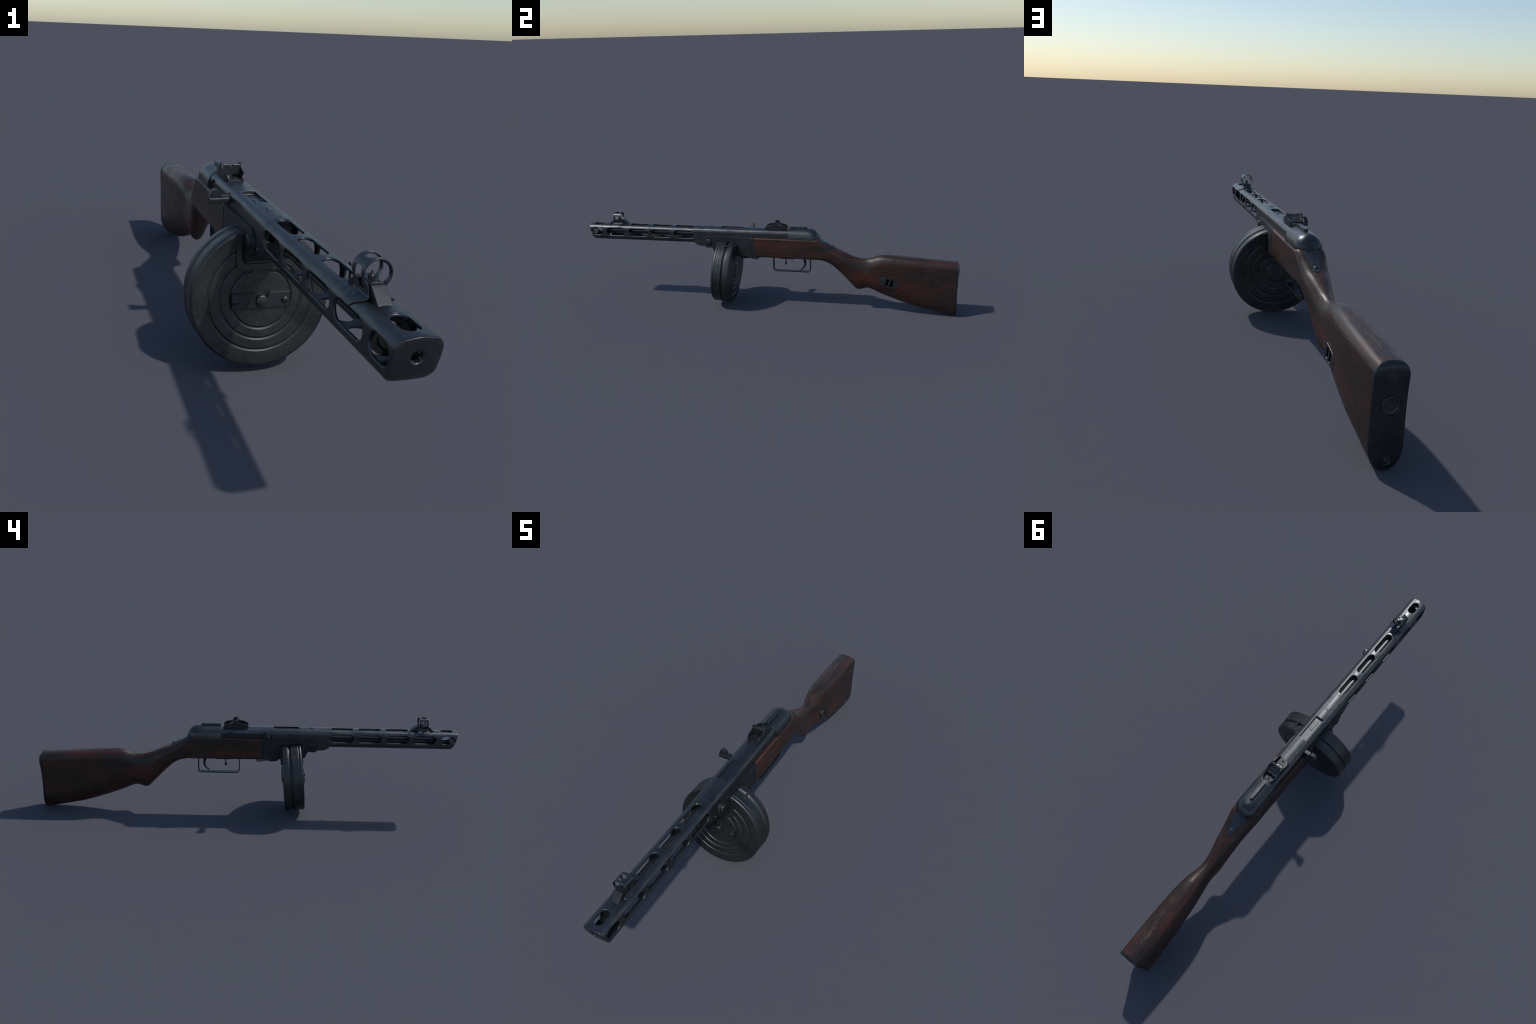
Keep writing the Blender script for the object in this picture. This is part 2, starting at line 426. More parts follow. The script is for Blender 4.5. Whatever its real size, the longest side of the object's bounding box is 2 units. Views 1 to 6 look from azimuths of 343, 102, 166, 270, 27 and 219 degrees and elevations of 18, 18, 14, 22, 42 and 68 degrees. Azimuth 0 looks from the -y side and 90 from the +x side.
boolean(bs, box('cut', -.008, .008, .0008, .004, -.0012, .0012)); boolean(bs, box('cut', -.0012, .0012, .0008, .004, -.008, .008))
finish(bs, M_STEEL, butt); bs.location = (-.0005, .9985, .251); bs.rotation_euler = (0, .5, 0)
place_copy(bs, 'butt_screw', (-.002, .9978, .0305), (0, .2, 0))

# tang plate behind the receiver cover
def tang_z(y): return linear([(.272, .3935), (.2861, .3910), (.327, .3640), (.362, .3438), (.3727, .3395)], y)
def tang_w(y):
    if y > .3615: return sqrt(max(1e-8, .0118**2-(y-.3615)**2))
    return table([(.27, .0262), (.290, .0258), (.305, .0235), (.33, .0175), (.35, .0130), (.3615, .0118)], y)
ty = [.272, .280, .2861, .292, .300, .308, .316, .324, .332, .340, .350, .3615, .366, .3695, .372, .3731]
rings = []
for y in ty:
    w = tang_w(y); zt = tang_z(y)
    rings.append([(x, y, zt-.0004-(x/.026)**2*.002) for x in (-w, -w*.5, 0, w*.5, w)] + [(x, y-.004, zt-.012) for x in (w, 0, -w)])
tang = loft('tang_plate', rings)
finish(tang, M_STEEL, root, .0009, 2, 50, 40)
nrm = Vector((0, .50, .866))
ts = lathe('tang_screw', [(-.004, .0082), (.0006, .0082), (.0022, .0066), (.0030, .0035), (.0032, 0)], (0, 0, 0), (0, 0, 1), 28)
boolean(ts, box('cut', -.009, .009, -.001, .001, .0014, .005))
finish(ts, M_STEEL, tang); ts.location = (0, .3555, tang_z(.3555)-.0002); ts.rotation_euler = Vector((0, 0, 1)).rotation_difference(nrm).to_euler(); 
ts.rotation_euler.rotate_axis('Z', -.75)

# ------------------------------------------------------------------ barrel jacket and receiver
JW, JT, JB = .0404, .4268, .3454
FRONT = [(.345, -.969), (.352, -.9755), (.362, -.9825), (.378, -.9885), (.392, -.9930), (.40, -.9950), (.42, -.9985), (.4265, -.9996), (.4315, -1.0)]
def jacket_section(inset=0.0, bottom=JB):
    return rr_section(JW-inset, JT-inset, bottom+inset, .0205-inset*.6, .0220-inset*.6, .0190-inset*.6, .0220-inset*.6, 9, 6, .0028)
def front_y(x, z): return table(FRONT, z)+.003*(x/JW)**2
def jacket_solid(name, inset, y_back, front_off):
    s = jacket_section(inset); n = len(s); rings = []
    fr = [(x, front_y(x, z)+front_off, z) for x, z in s]
    # round the nose edge slightly
    if inset == 0:
        cx, czz = 0, .388
        a = [(x*.92, front_y(x*.92, czz+(z-czz)*.92)+front_off, czz+(z-czz)*.92) for x, z in s]
        b = [(x*.972, front_y(x, z)+front_off+.0010, czz+(z-czz)*.972) for x, z in s]
        c = [(x, front_y(x, z)+front_off+.0038, z) for x, z in s]
        inner = [[(x*f, front_y(x*f, czz+(z-czz)*f)+front_off, czz+(z-czz)*f) for x, z in s] for f in (.15, .45, .7)]
        rings = inner+[a, b, c]
    else: rings = [fr]
    for y in (-.945, -.9, -.7, -.5, -.402): rings.append([(x, y, z) for x, z in s])
    # the receiver stands a little higher than the jacket
    if inset == 0:
        s = rr_section(JW+.0006, JT+.0024, JB, .0205, .0220, .0190, .0220, 9, 6, .0028)
        for y in (-.388, y_back): rings.append([(x, y, z) for x, z in s])
    else: rings.append([(x, y_back, z) for x, z in s])
    return loft(name, rings)
jacket = jacket_solid('barrel_jacket', 0.0, .1300, 0.0)
cav = jacket_solid('cut', .0052, -.376, .0075)
boolean(jacket, cav)
side_slots = [(-.5037, -.3927), (-.6346, -.5235), (-.7652, -.6542), (-.8948, -.7852), (-.9808, -.9180)]
top_slots = [(-.5020, -.3935), (-.6343, -.5250), (-.7640, -.6555), (-.9780, -.9180)]
LIP = ((-1, 0), (-.0024, 0), (-.0016, .0002), (-.0009, .0007), (-.0003, .0016), (.0002, .0030), (.02, .0030))
def slots(lst, axis, half, mid, inner, face, r):
    """rounded slots cut from both sides or one side, the outer lip eased"""
    out = []
    for a, b in lst:
        for sgn in ((1, -1) if axis == 'x' else (1 if face > .4 else -1,)):
            rings = []
            for d, g in LIP:
                h = inner if d == -1 else (face+d if axis == 'x' else face+d*sgn)
                o = stadium((a+b)/2, mid, (b-a)/2+g, half+g, min(r, half*.999)+g, 8)
                rings.append([(sgn*h, p, q) if axis == 'x' else (q, p, h) for p, q in o])
            out.append(loft('c', rings))
    return join('cut', out)
boolean(jacket, slots(side_slots, 'x', .0205, .3917, .02, JW, .0196))
boolean(jacket, slots(top_slots, 'z', .0166, 0.0, .405, JT+.0021, .0166))
boolean(jacket, slots(side_slots[:4], 'z', .0148, 0.0, .366, JB, .0148))
boolean(jacket, lathe('cut', [(-.03, .0094), (.03, .0094)], (0, -.99, .3927), (0, 1, 0), 32))
boolean(jacket, lathe('cut', [(-.006, .0300), (-.0012, .0200), (.0006, .0140), (.0016, .0112), (.0040, .0090)], (0, -.9930, .3927), (0, 1, .12), 32))
# window on top, slot for the charging handle on the -x side
boolean(jacket, prism('cut', round_poly([(-.0176, -.2440), (.0176, -.2440), (.0176, -.1225), (-.0176, -.1225)], .002, 3), 'z', .4225, .45))
slot = round_poly([(-.1135, .380), (.14, .380), (.14, .4085), (.1229, .4085), (.0950, .4088), (.0925, .4168), (.0715, .4168), (.0677, .4100), (-.0740, .4104),
                   (-.0800, .4180), (-.0960, .4190), (-.1000, .4100), (-.1120, .4020)], [0, 0, 0, 0, .001, .003, .003, .001, .003, .006, .007, .003, .004], 4)
boolean(jacket, prism('cut', slot, 'x', -.06, -.0335))
# trunnion hump below the jacket
rings = []
for y, zb, r in ((-.3918, .3446, .0185), (-.3885, .3420, .0165), (-.3850, .3392, .0145), (-.381, .3368, .0125), (-.3735, .3332, .0105),
                 (-.365, .3308, .0090), (-.352, .3297, .0080), (-.300, .3282, .0080), (-.270, .3300, .0080)):
    rings.append([(x, y, z) for x, z in rr_section(.0408, .3800, zb, .004, .004, r, r*1.1, 6, 4, 0)])
hump = loft('trunnion', rings)
finish(hump, M_STEEL, jacket, 0, 3, 60, 50)
finish(jacket, M_JACKET, root, 0, 3, 34, 40)
rv = lathe('rivet', [(-.004, .0046), (.0008, .0046), (.0028, .0036), (.0036, .0018), (.0037, 0)], (0, 0, 0), (1, 0, 0), 20)
finish(rv, M_STEEL, jacket); rv.name = 'trunnion_rivet'; rv.location = (.0406, -.3555, .3512)
place_copy(rv, 'trunnion_rivet', (-.0406, -.3545, .3510), (0, 0, pi))
pad = prism('ejector_pad', round_poly([(-.0085, -.3145), (.0085, -.3145), (.0085, -.2925), (-.0085, -.2925)], .003, 4), 'z', .424, .4338)
finish(pad, M_STEEL, jacket, .0012, 2)
boltface = prism('bolt_window_bar', stadium(0.0, -.207, .0052, .029, .005, 6), 'z', .4205, .4243)
finish(boltface, M_STEEL, jacket, .0009, 2)

# barrel and muzzle bushing
barrel = lathe('barrel', [(.0, .0065), (.004, .0066), (.005, .014), (.008, .0156), (.16, .0157), (.40, .0168), (.46, .0195), (.545, .0205)], (0, -.912, .3927), (0, 1, 0), 40)
finish(barrel, M_STEEL, root)
bulk = lathe('muzzle_bulkhead', [(-.0030, .0120), (-.0030, .0205), (.0, .0235), (.0, .0330), (.009, .0330), (.009, .0120)], (0, -.9110, .3900), (0, 1, 0), 40)
bulk.data.transform(Matrix.Translation((0, 0, .39)) @ Matrix.Scale(1.03, 4, (0, 0, 1)) @ Matrix.Translation((0, 0, -.39)))
finish(bulk, M_DARK, barrel, 0, 2, 60, 40)
bush = lathe('muzzle_bushing', [(-.0005, .0104), (.0028, .0104), (.0045, .0125), (.0045, .0150), (.003, .0180), (-.004, .0200)], (0, -.9830, .3927), (0, 1, 0), 40)
me = bush.data; bm = bmesh.new(); bm.from_mesh(me)
bm.faces.ensure_lookup_table(); bmesh.ops.delete(bm, geom=[f for f in bm.faces if len(f.verts) > 8], context='FACES')
bmesh.ops.recalc_face_normals(bm, faces=bm.faces); bm.to_mesh(me); bm.free()
finish(bush, M_DARK, barrel)

# bolt seen in the handle slot, charging handle
bolt = prism('bolt', round_poly([(-.100, .3800), (.129, .3800), (.129, .4130), (-.100, .4130)], .001, 2), 'x', -.0362, -.030)
finish(bolt, M_DARK, root, .001, 2)
hand = prism('charging_handle', round_poly([(-.1020, .3955), (-.0795, .3955), (-.0775, .4010), (-.0795, .4075), (-.1020, .4085)], [.002, .002, .001, .002, .002], 3), 'x', -.0945, -.030)
neck = prism('n', [(-.098, .405), (-.0825, .405), (-.0835, .4155), (-.097, .4155)], 'x', -.066, -.031)
tab = prism('t', [(-.0785+.0160*cos(pi*k/16)*1.0, .4070+.0245*sin(pi*k/16)) for k in range(17)] + [(-.0945, .403), (-.0625, .403)], 'y', -.0985, -.0815)
# knurled crest on the outer half of the tab
teeth = [prism('k', [(-.0012, -.0008), (.0012, -.0008), (.0, .0014)], 'y', -.0980, -.0820) for _ in range(7)]
for i, k in enumerate(teeth):
    a = radians(92+13*i)
    k.data.transform(Matrix.Translation((-.0785+.0160*cos(a), 0, .4070+.0245*sin(a))) @ Matrix.Rotation(pi/2-a, 4, 'Y'))
hand = join('charging_handle', [hand, neck, tab]+teeth)
finish(hand, M_DARK, bolt, .0010, 2)

# receiver cover: horizontal sections, closed over the top
WX = [(.3700, .0496), (.385, .0492), (.395, .0484), (.405, .0466), (.412, .0440), (.419, .0400), (.425, .0346), (.430, .0278), (.434, .0192), (.4362, .0110), (.4370, .0040)]
YR = [(.3700, .2850), (.392, .2852), (.400, .2842), (.410, .2806), (.420, .2738), (.428, .2658), (.433, .2580), (.436, .2495), (.437, .243)]
Y0 = .1270
rings = []
zs = [.370+.0011*k for k in range(60)] + [.4362, .4370]
zs = sorted(z for z in zs if z < .4361) + [.4362, .4370]
for z in zs:
    w, yr = table(WX, z), table(YR, z)
    pts = [(-w, Y0), (-w, Y0+.03), (-w, Y0+.06)]
    cyr = min(.040, yr-Y0-.07); cxr = w*.82
    for k in range(0, 17):
        a = pi/2*k/16
        pts.append((-(w-cxr)-cxr*cos(a)**.92, yr-cyr+cyr*sin(a)**.92))
    pts += [((w-cxr)*s, yr) for s in (-.5, 0, .5)]
    pts += [(-x, y) for x, y in reversed(pts[:-3])]
    # three pressed grip grooves across the back
    def gr(x, y):
        if y < .24: return 0
        e = max(0, 1-(abs(x)/.024)**6)
        g = sum(math.exp(-((z-c)/.0016)**2) for c in (.3935, .4010, .4085))
        return -.0015*g*e
    rings.append([(x, y+gr(x, y), z) for x, y in pts])
cover = loft('receiver_cover', rings)
finish(cover, M_STEEL, root, .0, 2, 60, 50)
rib = loft('cover_rib', [[(x*s, y, z) for x, y in stadium(0, .1745, .0082, .0462, .0075, 8)] for z, s in ((.432, 1.0), (.4440, 1.0), (.4458, .93), (.4468, .78))])
finish(rib, M_STEEL, cover, 0, 2, 60, 45)
crv = place_copy(rv, 'cover_rivet', (.0456, .2108, .4035), (0, 0, 0), cover); crv.scale = (.9, .9, .9)
crv = place_copy(rv, 'cover_rivet', (-.0456, .2108, .4035), (0, 0, pi), cover); crv.scale = (.9, .9, .9)

# ------------------------------------------------------------------ trigger housing
out = [(-.0590, .3868), (-.0590, .2848), (-.1590, .2860), (-.2640, .2922), (-.2745, .2965), (-.2800, .3100), (-.2885, .3250), (-.2980, .3262), (-.3080, .3238), (-.3200, .3246)]
nose = [(-.306+.0325*cos(a), .3545+.0330*sin(a)) for a in [radians(d) for d in range(252, 86, -12)]]
house = prism('trigger_housing', round_poly(out, [0, 0, 0, .004, .006, .006, .006, .004, .004, .002], 4) + nose, 'x', -.0464, .0464)
DA = radians(5.2); DC = Vector((0, -.222, .192)); DN = Vector((0, -cos(DA), sin(DA))); DU = Vector((0, sin(DA), cos(DA)))
def dpt(x, u, n): return DC + Vector((x, 0, 0)) + DU*u + DN*n
cut = loft('cut', [[tuple(dpt(x, u, n)) for u, n in ((.02, -.0505), (.1695, -.0505), (.1715, .0515), (.02, .0515))] for x in (-.09, .09)])
boolean(house, cut)
bm = bmesh.new(); bm.from_mesh(house.data)
for yc in (-.150, -.115):
    bmesh.ops.bisect_plane(bm, geom=bm.verts[:]+bm.edges[:]+bm.faces[:], plane_co=(0, yc, 0), plane_no=(0, 1, 0))
for v in bm.verts:
    if v.co.y > -.1495 and abs(v.co.x) > .04: v.co.x = math.copysign(lerp(.0464, .0506, min(1, (v.co.y+.1495)/.034)), v.co.x)
bmesh.ops.recalc_face_normals(bm, faces=bm.faces); bm.to_mesh(house.data); bm.free()
# relieve it from below so the feed mouth is not a solid block
boolean(house, box('cut', -.0395, .0395, -.155, -.0780, .26, .300))
boolean(house, box('cut', .0475, .06, -.0800, -.0772, .2880, .3130)); boolean(house, box('cut', -.06, -.0475, -.0800, -.0772, .2880, .3130))
boolean(house, box('cut', .0498, .06, -.0786, -.0772, .27, .40)); boolean(house, box('cut', -.06, -.0498, -.0786, -.0772, .27, .40))
finish(house, M_DARK, root, .0013, 2, 34, 40)
band = prism('housing_band', rr_section(.0518, .3870, .2835, .004, .004, .010, .010, 4, 2, 0), 'y', -.0758, -.0582)
finish(band, M_DARK, house, .0012, 2)
pin = lathe('pivot_pin', [(-.0525, .0), (-.0525, .0120), (-.0515, .0150), (-.0490, .0172), (-.044, .0175), (.044, .0175), (.0490, .0172), (.0515, .0150), (.0525, .0120), (.0525, 0)], (0, -.3058, .3556), (1, 0, 0), 36)
finish(pin, M_DARK, house, 0, 2, 60, 50)

# magazine catch below the housing
lump = prism('magazine_catch', round_poly([(-.1510, .2860), (-.1500, .2710), (-.1420, .2650), (-.1150, .2622), (-.1030, .2645), (-.098, .2860)], [0, .004, .005, .005, .003, 0], 4), 'x', -.020, .020)
finish(lump, M_DARK, house, .003, 2)
loop_pts = [(-.102, .2672), (-.080, .2655), (-.062, .2608), (-.048, .2602), (-.0430, .2630), (-.0440, .2690), (-.0560, .2735)]
def ribbon(name, path, hw, th, axis='x'):
    n = len(path); L = []; R = []
    for i, p in enumerate(path):
        a = Vector(path[max(i-1, 0)]); b = Vector(path[min(i+1, n-1)]); d = (b-a).normalized(); nn = Vector((-d.y, d.x))
        L.append(Vector(p)+nn*th/2); R.append(Vector(p)-nn*th/2)
    return loft(name, [[(-hw, q.x, q.y), (hw, q.x, q.y), (hw, r.x, r.y), (-hw, r.x, r.y)] for q, r in zip(L, R)])
lever = ribbon('catch_lever', round_poly(loop_pts, [0, .006, .006, .004, .004, .003, 0], 4), .0150, .0026)
finish(lever, M_DARK, lump, .0006, 2, 50, 50)

# trigger guard, trigger, selector
gp = round_poly([(.0388, .2800), (.0392, .1986), (.2370, .1990), (.2375, .2800)], [0, .018, .014, 0], 8)
guard = ribbon('trigger_guard', gp, .0125, .0048)
finish(guard, M_DARK, root, .0009, 2, 50, 50)
gplate = prism('guard_plate', round_poly([(.066, .2800), (.071, .2682), (.150, .2675), (.156, .2800)], [0, .002, .002, 0], 3), 'x', -.0135, .0135)
finish(gplate, M_DARK, guard, .001, 2)
tp = [(.2030, .2790), (.2065, .2630), (.2092, .2500), (.2090, .2380), (.2052, .2270), (.1985, .2180), (.1900, .2122), (.1835, .2105)]
tw = [.0180, .0155, .0125, .0105, .0090, .0078, .0066, .0054]
rings = []
for i, p in enumerate(tp):
    a = Vector(tp[max(i-1, 0)]); b = Vector(tp[min(i+1, len(tp)-1)]); d = (b-a).normalized(); nn = Vector((-d.y, d.x))
    q = Vector(p); hw = .0075 if i < 5 else .0068
    rings.append([(hw*cos(t), q.x+nn.x*tw[i]/2*sin(t), q.y+nn.y*tw[i]/2*sin(t)) for t in [2*pi*k/12 for k in range(12)]])
trig = loft('trigger', rings)
finish(trig, M_DARK, root, 0, 2, 60, 60)
sel = lathe('fire_selector', [(-.012, .0030), (.012, .0030), (.0140, .0036), (.018, .0056), (.026, .0058), (.0285, .0048), (.0290, 0)], (0, .1055, .2620), (0, -.03, -1), 20)
finish(sel, M_DARK, root, 0, 2, 60, 50)

# ------------------------------------------------------------------ rear sight
WING = [(.1150, .4290), (.1150, .4335), (.1125, .4452), (.1010, .4512), (.0760, .4556), (.0705, .4590), (.0680, .4668), (.0625, .4712), (.0515, .4714), (.0455, .4668), (.0430, .4592),
        (.0380, .4556), (.0140, .4520), (.0020, .4455), (-.0025, .4370), (-.0025, .4290)]
wo = round_poly(WING, [0, .001, .004, .005, .003, .003, .003, .003, .003, .003, .003, .003, .005, .005, .002, 0], 4)
def wing_x(y):
    return table([(-.003, .0190), (.006, .0238), (.022, .0262), (.056, .0268), (.092, .0262), (.107, .0235), (.116, .0185)], y)
def wing(side):
    w = prism('w', wo, 'x', -.0019, .0019)
    bm = bmesh.new(); bm.from_mesh(w.data)
    for yc in [-.0005+.0072*k for k in range(17)]:
        g = bm.verts[:]+bm.edges[:]+bm.faces[:]
        bmesh.ops.bisect_plane(bm, geom=g, plane_co=(0, yc, 0), plane_no=(0, 1, 0))
    for v in bm.verts: v.co.x = side*(wing_x(v.co.y)+v.co.x*side)
    bmesh.ops.recalc_face_normals(bm, faces=bm.faces)
    bm.to_mesh(w.data); bm.free(); return w
rs = prism('rear_sight', [(-.0185, -.0025), (.0185, -.0025), (.025, .012), (.025, .102), (.0180, .1150), (-.0180, .1150), (-.025, .102), (-.025, .012)], 'z', .428, .4338)
boolean(rs, prism('cut', stadium(0, .056, .017, .030, .015, 8), 'z', .42, .45))
finish(rs, M_DARK, root, .0008, 2)
for s in (1, -1):
    w = finish(wing(s), M_DARK, rs, .0009, 2, 45, 45, 'rear_sight_wing')
spring = prism('sight_spring', stadium(0, .056, .0165, .029, .014, 8), 'z', .4275, .4318)
finish(spring, M_BARE, rs, .0006)
sr = lathe('sight_rivet', [(-.002, .0048), (.0006, .0048), (.0022, .0038), (.0029, .002), (.0030, 0)], (0, 0, 0), (0, 0, 1), 20)
finish(sr, M_DARK, rs); sr.location = (.0, .0085, .4338)
place_copy(sr, 'sight_rivet', (.0, .1035, .4338))
# L shaped flip leaf: one blade upright, one lying back, both notched
leaf = prism('sight_leaf', round_poly([(.0462, .4392), (.0462, .4655), (.0475, .4672), (.0508, .4672), (.0900, .4440), (.0900, .4392)], [0, .0005, .0005, .001, .001, 0], 2), 'x', -.0240, .0240)
boolean(leaf, prism('cut', [(-.0042, .475), (-.0030, .4618), (.0030, .4618), (.0042, .475)], 'y', .04, .0535))
boolean(leaf, prism('cut', [(-.0042, .100), (-.0030, .0850), (.0030, .0850), (.0042, .100)], 'z', .43, .46))
pan = loft('cut', [[(x, .0545, .4672), (x, .0545, .4634), (x, .0835, .4464), (x, .0835, .4500)] for x in (-.0205, .0205)])
boolean(leaf, pan)
finish(leaf, M_DARK, rs, .0008, 2)
hinge = lathe('sight_hinge_pin', [(-.0300, 0), (-.0300, .0022), (-.0290, .0032), (.0290, .0032), (.0300, .0022), (.0300, 0)], (0, .0560, .4545), (1, 0, 0), 18)
finish(hinge, M_DARK, rs, 0, 2, 60, 50)

# ------------------------------------------------------------------ front sight
FC = .4685
fs = prism('front_sight_base', round_poly([(-.7735, .425), (-.7735, .4295), (-.8020, .4522), (-.8580, .4522), (-.8870, .4290), (-.8870, .425)], [0, .0, .003, .003, 0, 0], 3), 'x', -.0130, .0130)
finish(fs, M_DARK, root, .0009, 2)  # jacket steel darkened here to paint out the sun glint on the ramp
fplate = box('sight_post_base', -.0092, .0092, -.8520, -.8150, .4510, .4542)
finish(fplate, M_STEEL, fs, .0008, 2)
post = lathe('front_sight_post', [(.450, .0062), (.4590, .0062), (.4600, .0056), (.4632, .0022), (.4640, .0014), (.4672, .0013), (.4676, .0)], (0, -.8320, 0), (0, 0, 1), 24)
finish(post, M_DARK, fs, 0, 2, 60, 45)
# hooded guard: a bent strip, ring above, waisted legs, feet lying on the jacket shoulders
path = []
for k in range(0, 25):
    a = radians(90-k*(132/24)); path.append((.0242*cos(a), FC+.0238*sin(a), .0212))
path += [(.0152, .4485, .0218), (.0148, .4440, .0232), (.0148, .4390, .0256), (.0150, .4340, .0278), (.0166, .4308, .0286), (.0215, .4292, .0286), (.0265, .4272, .0272),
         (.0310, .4248, .0228), (.0348, .4215, .0172), (.0378, .4172, .0112), (.0396, .4125, .0060)]
full = [(-x, z, h) for x, z, h in reversed(path)]+path[1:]
GY = -.8320
rows = []
for i, (x, z, h) in enumerate(full):
    a = Vector(full[max(i-1, 0)][:2]); b = Vector(full[min(i+1, len(full)-1)][:2]); d = (b-a).normalized(); nn = Vector((-d.y, d.x))
    th = .0013
    q = Vector((x, z))
    o, p = q+nn*th, q-nn*th
    rows.append([(o.x, GY-h, o.y), (o.x, GY-h*.33, o.y), (o.x, GY+h*.33, o.y), (o.x, GY+h, o.y), (p.x, GY+h, p.y), (p.x, GY+h*.33, p.y), (p.x, GY-h*.33, p.y), (p.x, GY-h, p.y)])
hood = loft('front_sight_hood', rows)
boolean(hood, prism('cut', stadium(0, GY, .0118, .0140, .0112, 8), 'z', .480, .52))
win = round_poly([(GY-.0125, .4395), (GY+.0125, .4395), (GY+.0105, .4510), (GY+.0140, .4610), (GY+.0120, .4790), (GY-.0120, .4790), (GY-.0140, .4610), (GY-.0105, .4510)], .007, 5)
boolean(hood, prism('cut', win, 'x', -.06, .06))
finish(hood, M_STEEL, fs, .0006, 1, 50, 50)
dim = place_copy(rv, 'hood_rivet', (.0270, GY, .4270), Vector((1, 0, 0)).rotation_difference(Vector((.45, 0, .9))).to_euler(), fs)
dim.scale = (.45, 1.2, 1.2)
dim = place_copy(rv, 'hood_rivet', (-.0270, GY, .4270), Vector((1, 0, 0)).rotation_difference(Vector((-.45, 0, .9))).to_euler(), fs)
dim.scale = (.45, 1.2, 1.2)

# sling loop on the jacket side
lp = round_poly([(.0395, .4160), (.0500, .4150), (.0530, .4060), (.0530, .3790), (.0500, .3690), (.0395, .3670)], [0, .004, .004, .004, .004, 0], 4)
def xz_ribbon(name, path, hw, th, yc):
    n = len(path); rows = []
    for i, p in enumerate(path):
        a = Vector(path[max(i-1, 0)]); b = Vector(path[min(i+1, n-1)]); d = (b-a).normalized(); nn = Vector((-d.y, d.x))*th/2
        q = Vector(p); rows.append([(q.x+nn.x, yc-hw, q.y+nn.y), (q.x+nn.x, yc+hw, q.y+nn.y), (q.x-nn.x, yc+hw, q.y-nn.y), (q.x-nn.x, yc-hw, q.y-nn.y)])
    return loft(name, rows)
slp = xz_ribbon('sling_loop', lp, .0034, .0028, -.6430)
finish(slp, M_STEEL, jacket, .0008, 2, 50, 50)

# ------------------------------------------------------------------ drum magazine
R = .1762
def groove(prof, r0, depth, half, base):
    """V groove on a face: returns points going outward or inward along radius"""
    return [(base, r0+half), (base-depth, r0+half*.25), (base-depth, r0-half*.25), (base, r0-half)]
F, B = .0466, -.0488
prof = [(F, 0.0)]
for r0 in (.0765, .1035, .1335):
    g = [(F, r0-.0044), (F-.0028, r0-.0018), (F-.0028, r0+.0012), (F, r0+.0034)]
    prof += g
prof += [(F, .1690), (F-.0010, .1722), (F-.0034, .1748), (F-.0070, R), (.0335, R), (.0325, R-.0016), (.0300, R-.0016), (.0290, R-.0002),
         (-.0040, R-.0002), (-.0062, R-.0035), (-.0080, R-.0072), (-.0135, R-.0072), (-.0150, R-.0035), (-.0170, R-.0035), (-.0195, R-.0002), (-.0215, R+.0006),
         (-.0400, R+.0006), (-.0440, R-.0008), (B, R-.0040)]
for r0 in (.1335, .1010, .0690):
    prof += [(B, r0+.0036), (B+.0028, r0+.0014), (B+.0028, r0-.0016), (B, r0-.0042)]
prof += [(B, .0400), (B-.0030, .0385), (B-.0055, .0355), (B-.0060, .0), ]
drum = lathe('drum_magazine', prof, DC, DN, 112)
finish(drum, M_DRUM, root, .0008, 2, 30, 30)
def to_drum(ob):
    """map local (x, y along axis, z up) of a part built round the origin into the drum frame"""
    ob.data.transform(Matrix.Translation(DC) @ Matrix.Rotation(-DA, 4, 'X')); return ob
# in local frame front is -y
key = prism('winding_key', round_poly([(-.0755, -.0222), (.0740, -.0222), (.0740, .0163), (.0200, .0163), (.0165, .0110), (.0150, .0010), (-.0150, .0010), (-.0165, .0110), (-.0200, .0163), (-.0755, .0163)],
            [.004, .004, .004, .003, .002, 0, 0, .002, .003, .004], 3), 'y', -F-.0072, -F+.001)
finish(to_drum(key), M_DARK, drum, .0009, 2)
rvt = lathe('key_pivot', [(-.001, .0150), (.0102, .0150), (.0128, .0138), (.0138, .0110), (.0142, 0)], (0, -F, -.0035), (0, -1, 0), 28)
finish(to_drum(rvt), M_DRUM, drum, 0, 2, 60, 50)
rvs = lathe('key_stud', [(-.001, .0086), (.0100, .0086), (.0122, .0072), (.0132, .0045), (.0134, 0)], (.0595, -F, -.0038), (0, -1, 0), 24)
finish(to_drum(rvs), M_DRUM, drum, 0, 2, 60, 50)
fold = loft('key_ridge', [[(-.0735, -F-.0062, -.012), (-.0735, -F-.0062, .002), (-.0735, -F-.0102, -.004)], [(-.050, -F-.0062, -.009), (-.050, -F-.0062, -.001), (-.050, -F-.0073, -.004)]])
finish(to_drum(fold), M_DARK, drum, 0, 2, 60, 50)
# feed mouth frames on both faces
def frame(name, y0, y1):
    o = [(-.0632, .1640), (-.0632, .0715), (.0632, .0715), (.0632, .1640)]
    f = prism(name, round_poly(o, [0, .016, .016, 0], 6), 'y', y0, y1)
    c = prism('cut', round_poly([(-.0480, .19), (-.0480, .0895), (.0480, .0895), (.0480, .19)], [0, .012, .012, 0], 6), 'y', y0-.01, y1+.01)
    boolean(f, c); return f
finish(to_drum(frame('front_feed_frame', -F-.0062, -F+.001)), M_DRUM, drum, .0012, 2)
finish(to_drum(frame('rear_feed_frame', -B-.001, -B+.0062)), M_DRUM, drum, .0012, 2)
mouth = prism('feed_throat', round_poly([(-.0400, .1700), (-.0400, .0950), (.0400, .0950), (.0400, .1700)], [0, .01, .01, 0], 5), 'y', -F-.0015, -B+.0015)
finish(to_drum(mouth), M_BORE, drum, .001, 1)
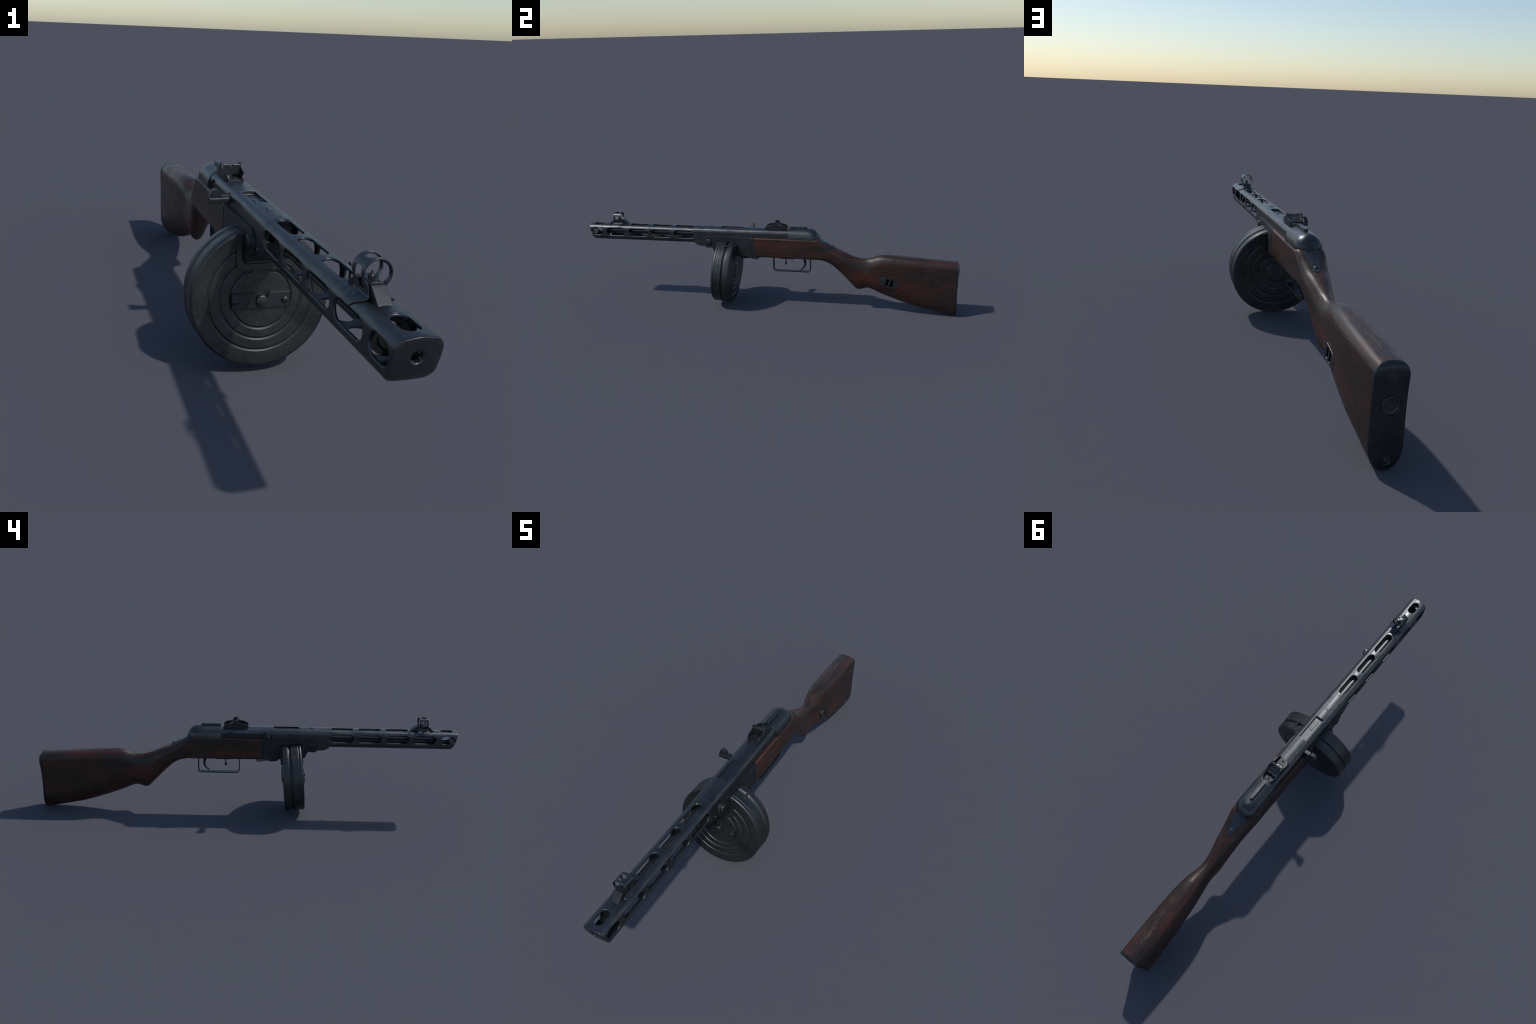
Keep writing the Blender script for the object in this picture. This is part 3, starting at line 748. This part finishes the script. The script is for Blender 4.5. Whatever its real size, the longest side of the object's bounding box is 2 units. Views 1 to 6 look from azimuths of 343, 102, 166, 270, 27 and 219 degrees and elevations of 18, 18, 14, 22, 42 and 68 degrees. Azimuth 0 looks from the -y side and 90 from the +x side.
# cover latch bridging the groove
clip = prism('c', round_poly([(-.004, -.0030), (.004, -.0030), (.004, .0045), (-.004, .0045)], .001, 2), 'y', .0010, .0220)
for nm, y0, y1, h in (('t', -.0100, .0000, .0008), ('t', .0300, .0380, .0014)):
    pass
tabf = box('t', -.0075, .0075, -.0060, .0000, -.004, .0016)
tabr = box('t', -.0075, .0075, .0235, .0300, -.004, .0018)
clip = join('drum_latch', [clip, tabf, tabr])
ang = radians(62)
clip.data.transform(Matrix.Rotation(-(ang-pi/2)*1.0, 4, 'Y') @ Matrix.Translation((0, 0, R)))
finish(to_drum(clip), M_DRUM, drum, .0008, 2)
for o in list(bpy.data.objects):
    if o.type == 'MESH' and o.parent is None: print('UNPARENTED', o.name)

# faint stampings
def stamp(name, txt, size, mat, parent, mtx):
    cu = bpy.data.curves.new(name, 'FONT'); cu.body = txt; cu.size = size; cu.extrude = .0004; cu.align_x = 'CENTER'; cu.align_y = 'CENTER'
    o = bpy.data.objects.new(name, cu); bpy.context.scene.collection.objects.link(o)
    bpy.context.view_layer.update()
    me = bpy.data.meshes.new_from_object(o.evaluated_get(bpy.context.evaluated_depsgraph_get()))
    bpy.data.objects.remove(o); bpy.data.curves.remove(cu)
    me.transform(mtx); me.name = name
    ob = bpy.data.objects.new(name, me); bpy.context.scene.collection.objects.link(ob)
    me.materials.clear(); me.materials.append(mat); ob.parent = parent
    return ob
top_z = JT+.0052
stamp('maker_stamp', 'A', .0062, M_BORE, jacket, Matrix.Translation((.0005, -.3862, top_z+.0001)) @ Matrix.Rotation(pi, 4, 'Z'))
stamp('year_stamp', '41', .0085, M_BORE, jacket, Matrix.Translation((0, -.3775, top_z+.0001)) @ Matrix.Rotation(pi, 4, 'Z'))
slope = math.atan2(-.0270, .0409)
stamp('tang_number', 'V-M7', .0075, M_STEEL, tang, Matrix.Translation((0, .3265, tang_z(.3265)+.0007)) @ Matrix.Rotation(slope, 4, 'X') @ Matrix.Rotation(pi, 4, 'Z'))
lt = math.atan2(.4464-.4634, .0835-.0545)
stamp('range_mark', '25', .0125, M_STEEL, leaf, Matrix.Translation((0, .0690, .4549)) @ Matrix.Rotation(lt, 4, 'X') @ Matrix.Rotation(pi, 4, 'Z'))
